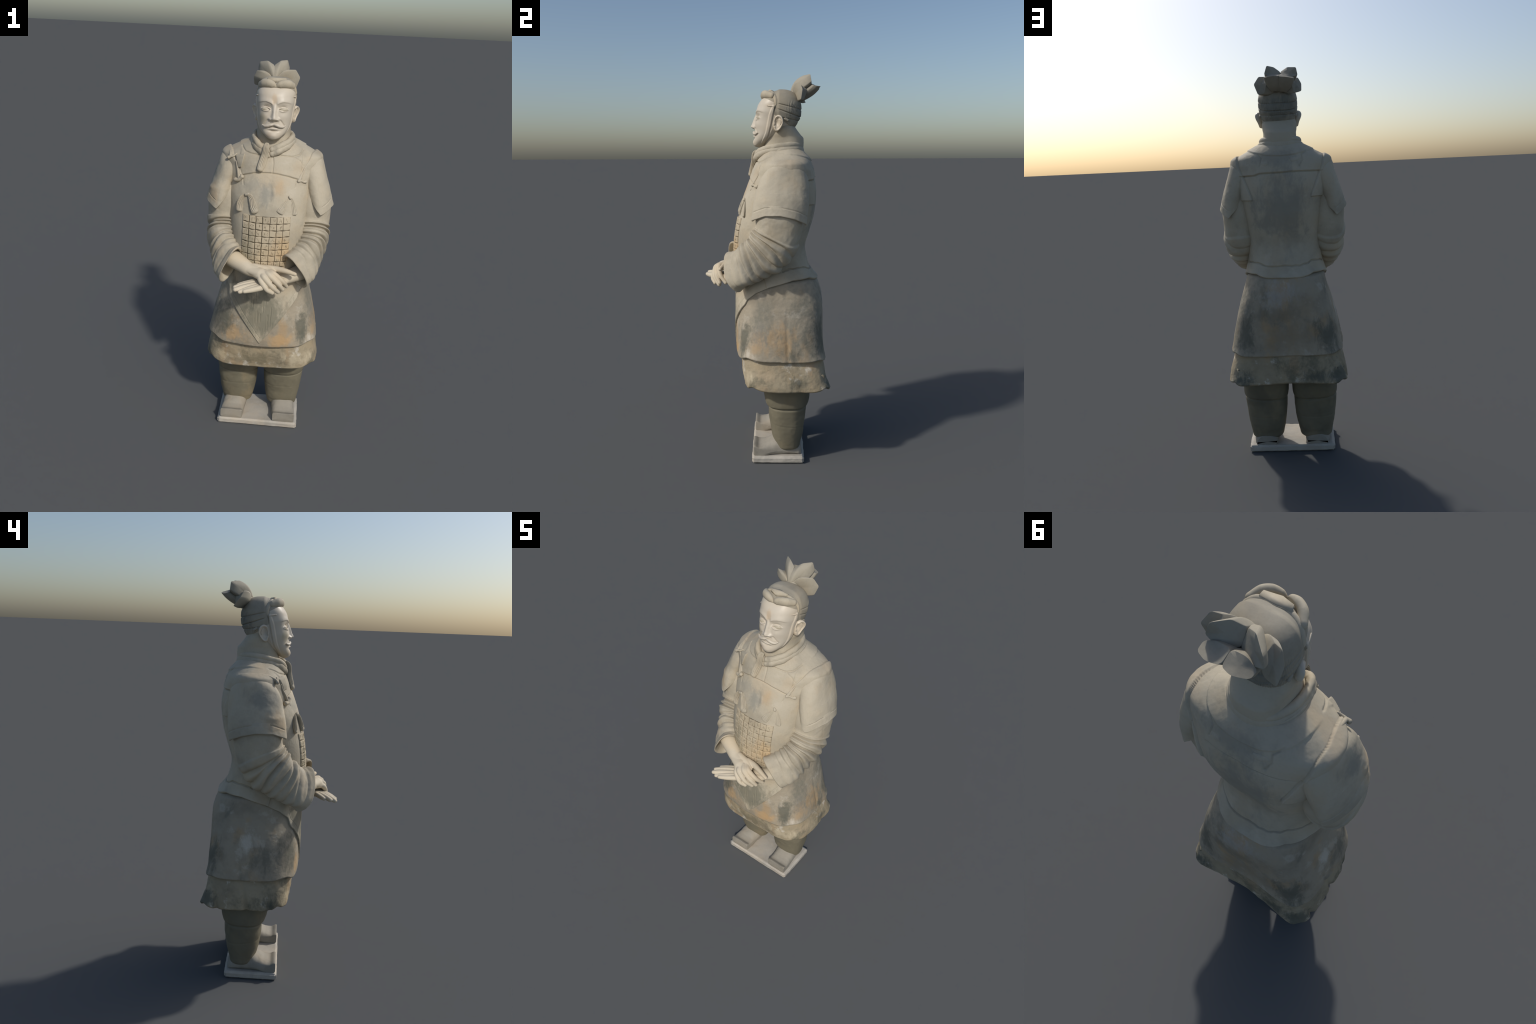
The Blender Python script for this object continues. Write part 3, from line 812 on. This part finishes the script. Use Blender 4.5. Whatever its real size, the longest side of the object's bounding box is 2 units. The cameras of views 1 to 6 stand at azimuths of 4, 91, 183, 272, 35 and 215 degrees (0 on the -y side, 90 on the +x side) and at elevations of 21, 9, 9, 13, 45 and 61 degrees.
def build_head_details(head):
    for sx in (1, -1):
        m = lambda G: mirror(G, sx) + np.array([HX, 0, 0])
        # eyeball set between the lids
        u = np.linspace(0, 2*np.pi, 40, endpoint=False)[None]; v = np.linspace(0, np.pi, 24)[:, None]
        E = np.stack([.0425 + .0205*np.sin(v)*np.cos(u), EYE_Y + .0072 - .0120*np.cos(v) + .10*(.0205*np.sin(v)*np.cos(u)) + .0*u, 1.7866 + .0105*np.sin(v)*np.sin(u)], -1)
        loft('eye', m(E), 'clay_eye', head)
        # moustache half
        G = tube([(.002, -.0560, 1.7185), (.014, -.0565, 1.7160), (.029, -.0535, 1.7105), (.043, -.0475, 1.7085), (.056, -.0405, 1.7135)],
                 [.0060, .0086, .0088, .0074, .0026], nu=16, flat=.9, n=50)
        loft('moustache', m(G), 'clay_face', head)
        # ear
        build_ear(m, head)
        # hair roll above the forehead
        G = tube([(.001, -.013, 1.890), (.016, -.011, 1.898), (.038, -.004, 1.9035), (.060, .010, 1.901), (.076, .034, 1.893)],
                 [.004, .0125, .0155, .0155, .013], nu=36, flat=1.28, n=90)
        nr = grid_normals(G, True); cc = G.mean(1, keepdims=True)
        if (nr*(G-cc)).sum() < 0: nr = -nr
        v = np.linspace(0, 2*np.pi, 36, endpoint=False)[None]; u = np.linspace(0, 1, len(G))[:, None]
        G = G + nr*(-.0028*np.exp(-((v - 2.2 - 1.3*u)/.22)**2)*np.sin(np.pi*u) - .002*np.exp(-((v - 3.3 - .9*u)/.2)**2)*np.sin(np.pi*u))[..., None]
        loft('hair_roll', m(G), 'clay_body', head)
        # rounded band at the edge of the hair cap
        G = tube([(.030, .036, 1.916), (.055, .040, 1.908), (.076, .048, 1.893), (.087, .056, 1.872), (.090, .056, 1.852), (.092, .046, 1.838)],
                 [.009, .010, .011, .011, .010, .005], nu=20, n=70, up=(1, .5, .8), flat=.8)
        loft('hair_band', m(G), 'clay_body', head)
        # little hair whisks on the temple
        w = tube([(.088, .012, 1.845), (.093, .03, 1.842), (.096, .045, 1.839)], [.002, .0035, .004], nu=10, n=14)
        loft('hair_lock', m(w), 'clay_face', head)
        # small knob behind the ear
        G = tube([(.088, .103, 1.779), (.089, .115, 1.772)], [.008, .007], nu=14, n=10)
        loft('hair_lock', m(G), 'clay_hair', head)
    # flat hair pin on top
    pts = [(-.046, .040, 1.913), (-.042, .022, 1.921), (0, .008, 1.914), (.050, .022, 1.921), (.054, .040, 1.913), (0, .046, 1.919)]
    bm = bmesh.new()
    top = [bm.verts.new((p[0], p[1], p[2]+.008)) for p in pts]
    bot = [bm.verts.new((p[0]*.9, p[1]+.004, p[2]-.014)) for p in pts]
    bm.faces.new(top); bm.faces.new(bot[::-1])
    for i in range(6):
        bm.faces.new((top[i], bot[i], bot[(i+1) % 6], top[(i+1) % 6]))
    bmesh.ops.recalc_face_normals(bm, faces=bm.faces)
    bmesh.ops.bevel(bm, geom=list(bm.edges), offset=.0025, segments=3, affect='EDGES')
    me = bpy.data.meshes.new('hair_pin'); bm.to_mesh(me); bm.free()
    finish('hair_pin', me, 'clay_body', head)
    build_topknot(head)

def build_ear(m, head):
    # outer shell: flattened ellipsoid with a helix rim and a hollow concha
    nu, nv = 72, 40
    u = np.linspace(0, 2*np.pi, nu, endpoint=False)[None]; r = np.linspace(0, 1, nv)[:, None]
    # outline: y, z around the ear centre (tall oval, narrower lobe)
    ry = .0245 + .004*np.sin(u); rz = .0405
    yy = .068 + r*ry*np.cos(u) - .009*r*np.clip(-np.sin(u), 0, 1); zz = 1.7575 + r*rz*np.sin(u)
    topness = .35 + .65*sstep(1.725, 1.785, zz)
    flare = .092 + .025*np.clip((yy - .046)/.046, 0, 1)*topness
    helix = .0055*np.exp(-((r - .84)/.13)**2)*(np.cos(u + .2) > -.75) 
    conch = -.011*gauss(yy - .062, zz - 1.762, .010, .017) - .003*np.exp(-((r-.60)/.07)**2)*(np.sin(u) > -.4)
    tragus = .004*gauss(yy - .047, zz - 1.755, .004, .006)
    xx = flare + helix + conch*(r < .8) + tragus - .004*sstep(.93, 1, r)
    G = np.stack([xx + 0*u, yy, zz], -1)
    rim = G[-1].copy(); rim2 = rim.copy(); rim[:, 0] -= .009; rim2[:, 0] = .080; rim2[:, 1] = .066 + (rim2[:, 1]-.066)*.7
    G = np.concatenate([G, rim[None], rim2[None]])
    loft('ear', m(G), 'clay_face', head)

def build_topknot(head):
    """Ribbon-tied bun: tongues fanning out of one root, each cut off flat."""
    def lobe(root, poly, r0=.42, swell=.8, belly=.12, push=(0, 0, 0), cut=.2):
        root = np.array(root, float); P = np.array(poly, float)
        end = P
        for _ in range(3):                               # corner cutting: soft outline
            nx = np.roll(end, -1, 0)
            end = np.stack([end*(1-cut) + nx*cut, end*cut + nx*(1-cut)], 1).reshape(-1, 3)
        cen = end.mean(0); rel = end - cen
        rings = []
        for t in np.linspace(0, 1, 30):
            s = r0 + (1 - r0)*math.sin(t*math.pi/2)**swell
            s *= 1 + belly*math.sin(t*math.pi)
            # sections grow rounder towards the root
            k = (1 - t)**1.2
            rr = np.linalg.norm(rel, axis=1, keepdims=True)
            rnd = rel*(1-k) + rel/rr*rr.mean()*k
            rings.append(root*(1-t) + cen*t + rnd*s + np.array(push)*math.sin(t*math.pi))
        ax = (cen - root)/np.linalg.norm(cen - root)
        rings += [cen + rel*.975 + ax*.0012, cen + rel*.5 + ax*.0010]
        return np.array(rings)
    L = [
        lobe((.000, .142, 1.912), [(-.018, .176, 1.978), (.012, .192, 1.999), (.045, .228, 2.002), (.058, .234, 1.962), (.018, .236, 1.938), (-.020, .205, 1.942)], push=(.002, -.003, .002), cut=.09),
        lobe((-.024, .142, 1.910), [(-.020, .176, 1.978), (-.054, .192, 1.996), (-.097, .230, 1.988), (-.104, .234, 1.950), (-.056, .236, 1.936), (-.018, .205, 1.942)], push=(-.002, -.003, .002), cut=.09),
        lobe((.004, .175, 1.888), [(-.014, .232, 1.958), (.028, .232, 1.960), (.060, .240, 1.945), (.058, .268, 1.940), (.022, .284, 1.944), (-.014, .274, 1.944)], r0=.72, push=(0, .004, .000), cut=.17),
        lobe((-.030, .175, 1.886), [(-.014, .232, 1.958), (-.055, .230, 1.958), (-.088, .238, 1.938), (-.084, .264, 1.932), (-.045, .282, 1.938), (-.014, .274, 1.942)], r0=.72, push=(0, .004, .000), cut=.17),
        lobe((.010, .150, 1.902), [(.058, .163, 1.960), (.090, .171, 1.960), (.114, .187, 1.922), (.096, .180, 1.873), (.062, .196, 1.875), (.048, .215, 1.925)], r0=.60, push=(0, -.002, .002), cut=.09),
        lobe((-.034, .150, 1.900), [(-.076, .160, 1.950), (-.104, .166, 1.948), (-.120, .182, 1.916), (-.119, .214, 1.877), (-.082, .206, 1.873), (-.068, .212, 1.925)], r0=.60, push=(0, -.002, .002), cut=.09)]
    for G in L:
        me = grid_mesh('topknot_loop', G)
        ob = finish('topknot_loop', me, 'clay_hair', head)
        me.set_sharp_from_angle(angle=math.radians(38))
    # core where the loops are tied
    u = np.linspace(0, 2*np.pi, 24, endpoint=False)[None]; v = np.linspace(0, np.pi, 16)[:, None]
    G = np.stack([-.010 + .036*np.sin(v)*np.cos(u), .152 + .030*np.sin(v)*np.sin(u), 1.900 + .034*np.cos(v) + 0*u], -1)
    loft('topknot_core', G, 'clay_hair', head)

# ------------------------------------------------------------------ armour details
def front_pts(xz, out=0.0):
    return [(x, float(body_front(x, z)) - out, z) for x, z in xz]

def build_scales():
    panel = bpy.data.objects.new('scale_panel', None)
    bpy.context.scene.collection.objects.link(panel); panel.parent = ROOT
    rows = [1.287, 1.253, 1.220, 1.188, 1.156, 1.124, 1.093, 1.062, 1.034, 1.010]
    cols = [-.120, -.087, -.053, -.020, .017, .050, .082, .117]
    # thin dark brown sheet behind the plates, seen as dark lines in the gaps between them
    u = np.linspace(-.1195, .1165, 60)[None]; v = np.linspace(1.012, 1.2865, 60)[:, None]
    X = u*(1 - .12*sstep(5, 9, (1.287 - v)/.031)); sg = .004*np.sin(np.clip((X+.12)/.24, 0, 1)*np.pi)
    Zb = v - sg*(1 - sstep(1.27, 1.287, v)) - .003*sstep(1.27, 1.287, v)
    loft('plate_gap_backing', np.stack([X + 0*v, body_front(X, Zb) - .0012, Zb + 0*u], -1), 'clay_dark_gap', panel, closed_u=False)
    for r in range(len(rows)-1):
        for c in range(len(cols)-1):
            narrow = 1 - .12*sstep(5, 9, r)
            x0, x1 = cols[c]*narrow, cols[c+1]*narrow
            z1, z0 = rows[r], rows[r+1]
            gap_l = .0015 if c <= 3 else .0008
            gap_r = .0015 if c < 3 else .0008
            if c == 0: gap_l = .001
            if c == 6: gap_r = .001
            jj = RNG.uniform(-.0008, .0008, 4)
            u = np.array([0, .004, .035, .10, .2, .3, .4, .5, .6, .7, .8, .9, .965, .996, 1])[None]; v = u.T
            X = x0 + gap_l + jj[0]*.5 + (x1 - x0 - gap_l - gap_r)*u + .0006*np.sin(v*5+r)
            sag = .004*np.sin(np.clip((X+.12)/.24, 0, 1)*np.pi)
            Z = z0 + .0018 + jj[2]*.6 + (z1 - z0 - .0036)*v - sag + .0010*np.sin(X*160 + r*2)
            h = .0064 + jj[1]
            iu = np.minimum(np.arange(15), 14 - np.arange(15))
            ring = np.minimum(iu[None], iu[:, None])
            H = np.choose(np.minimum(ring, 3), [-.004, h*.72, h*.95, h])
            # lacing stitches: short strokes, varied plate by plate
            st = np.zeros_like(X+Z)
            Y = body_front(X, Z) - H
            G = np.stack([X + 0*v, Y, Z + 0*u], -1)
            me = grid_mesh('armour_scale', G, closed_u=False)
            ob = finish('armour_scale', me, 'clay_scale', panel)
            stitches = []
            k = RNG.integers(1, 4) if RNG.random() < (.95 if c < 4 else .7) else 0
            if k == 0: continue
            cx = (x0+x1)/2 + RNG.uniform(-.004, .004); cz = (z0+z1)/2 - .004*math.sin(max(0, min(1, (x0+.12)/.24))*math.pi)
            # worn lacing: a few short uneven scratches
            strokes = []
            for q in range(k + 1):
                ox, oz = RNG.uniform(-.009, .009), RNG.uniform(-.006, .006)
                ln, an = RNG.uniform(.004, .008), RNG.normal(1.57, .55)
                strokes.append([(ox - ln*math.cos(an), oz + ln*math.sin(an)), (ox + ln*math.cos(an), oz - ln*math.sin(an))])
            for s in strokes:
                p = [(cx + a, float(body_front(cx + a, cz + b)) - h + .0002, cz + b) for a, b in (s[0], ((s[0][0]+s[1][0])/2, (s[0][1]+s[1][1])/2), s[1])]
                stitches.append(tube(p, [.0005, .0011, .0004], nu=8, n=6))
            mw = merge_meshes('lacing', stitches)
            so = finish('lacing', mw, 'clay_lace', panel, kind='stuff')

def tassel(name, path, radii, flat, strands, mat='clay_body', up=(0, 1, 0), wavy=1.0, depth=.0022):
    G = tube(path, radii, nu=96, flat=flat, up=up, n=70)
    nr = grid_normals(G, True); c = G.mean(1, keepdims=True)
    if (nr*(G-c)).sum() < 0: nr = -nr
    th = np.linspace(0, 2*np.pi, 96, endpoint=False)[None]; u = np.linspace(0, 1, len(G))[:, None]
    d = depth*np.sin(th*strands + wavy*1.2*np.sin(u*11))*np.sin(np.pi*np.clip(u*1.1, 0, 1))**.4
    return loft(name, G + nr*d[..., None], mat)

def build_tassels():
    def on(xz, out): return [(x, float(body_front(x, z)) - out, z) for x, z in xz]
    # scarf tassel, hanging free from the knot
    tassel('scarf_tassel', [(-.023, -.048, 1.622), (-.026, -.059, 1.606), (-.031, -.062, 1.570), (-.041, -.070, 1.530), (-.050, -.079, 1.503)],
           [.010, .0135, .015, .018, .017], .75, 14, wavy=1.2)
    # right pair (viewer's left): bold relief
    tassel('tassel', on([(-.112, 1.378), (-.128, 1.36), (-.137, 1.33), (-.139, 1.300)], .004), [.006, .012, .017, .018], .55, 12)
    tassel('tassel', on([(-.100, 1.380), (-.086, 1.368), (-.072, 1.335), (-.062, 1.305)], .006), [.007, .0115, .016, .019], .65, 12, wavy=2)
    loft('tassel_knot', tube(on([(-.110, 1.380), (-.100, 1.384)], .010), [.008, .007], nu=16, n=12), 'clay_body')
    # left pair: shallow relief
    tassel('tassel', on([(.103, 1.372), (.088, 1.355), (.072, 1.325), (.062, 1.306)], .000), [.006, .011, .017, .019], .40, 12, wavy=.4, depth=.0012)
    tassel('tassel', on([(.112, 1.372), (.120, 1.35), (.128, 1.318), (.131, 1.296)], .000), [.006, .010, .015, .017], .40, 12, wavy=.4, depth=.0012)
    loft('tassel_knot', tube(on([(.108, 1.376), (.103, 1.382)], .006), [.007, .006], nu=16, n=12), 'clay_body')
    # cord running from the left tassel up to the strap
    loft('cord', tube(on([(.108, 1.382), (.118, 1.41), (.132, 1.44), (.140, 1.455)], -.001), [.0018]*4, nu=8, n=30), 'clay_body')

def build_straps():
    on = lambda xz, out: [(x, float(body_front(x, z)) - out, z) for x, z in xz]
    # left shoulder: toggle at the strap end
    loft('strap_toggle', tube(on([(.142, 1.452), (.155, 1.452), (.166, 1.446), (.176, 1.446)], .006), [.008, .005, .005, .009], nu=16, n=30), 'clay_body')
    loft('strap_cord', tube(on([(.145, 1.455), (.158, 1.485), (.168, 1.51)], .006), [.007, .006, .003], nu=14, n=30), 'clay_body')
    # right shoulder: toggles, cord and hanging tab
    loft('strap_toggle', tube(on([(-.170, 1.438), (-.155, 1.440), (-.145, 1.450), (-.138, 1.458)], .010), [.011, .009, .009, .011], nu=16, n=30), 'clay_body')
    loft('strap_cord', tube(on([(-.152, 1.447), (-.158, 1.475), (-.166, 1.500), (-.172, 1.525)], .008), [.008, .008, .006, .004], nu=16, n=40), 'clay_body')
    loft('strap_toggle', tube([(-.214, -.008, 1.538), (-.203, -.008, 1.543), (-.190, -.008, 1.546), (-.176, -.004, 1.556)], [.009, .006, .006, .005], nu=16, n=30), 'clay_body')
    loft('strap_cord', tube([(-.205, .0, 1.548), (-.208, .03, 1.562), (-.212, .07, 1.572)], [.008, .007, .003], nu=16, n=30), 'clay_body')
    # hanging ribbon tab
    c = np.array([(-.180, 1.552), (-.128, 1.568), (-.145, 1.500), (-.160, 1.494)])
    u = np.linspace(0, 1, 16)[None, :, None]; v = np.linspace(0, 1, 20)[:, None, None]
    q = (c[0]*(1-u) + c[1]*u)*(1-v) + (c[3]*(1-u) + c[2]*u)*v
    uu, vv = u[..., 0], v[..., 0]
    e = np.minimum(np.minimum(uu, 1-uu), np.minimum(vv, 1-vv))
    h = np.where(e < .02, -.004,   .012 + .006*uu) + .0006*np.sin(uu*40)
    Y = body_front(q[..., 0], q[..., 1]) - h
    G = np.stack([q[..., 0], Y, q[..., 1]], -1)
    loft('ribbon_tab', G, 'clay_body', closed_u=False)
    # back: two flattened ribbon loops tied on the yoke
    for pts, r in (([(.060, 1.536), (.075, 1.533), (.090, 1.537)], .014), ([(-.055, 1.548), (-.075, 1.550), (-.10, 1.553)], .014)):
        P = [(x, float(body_back(x, z)) + .0035, z) for x, z in pts]
        loft('ribbon_loop', tube(P, [r*.9, r, r*.8], nu=24, flat=.42, up=(0, 1, .3), n=24), 'clay_body')
    # hip crack / belt line at the back is part of the armour relief

# ------------------------------------------------------------------ assemble
def main():
    global ROOT
    make_materials()
    ROOT = bpy.data.objects.new('terracotta_statue', None)
    bpy.context.scene.collection.objects.link(ROOT)
    ROOT['label'] = 'standing terracotta warrior general in armour with folded hands'
    ROOT['category'] = 'statue'
    build_base()
    for sx in (1, -1):
        build_leg(sx); build_shoe(sx)
    build_skirt(); build_robe(); build_torso()
    for sx in (1, -1):
        build_short_sleeve(sx); build_sleeve(sx)
    build_hands()
    build_neck(); build_scarf()
    head = build_head(); build_head_details(head)
    build_scales(); build_tassels(); build_straps()

main()
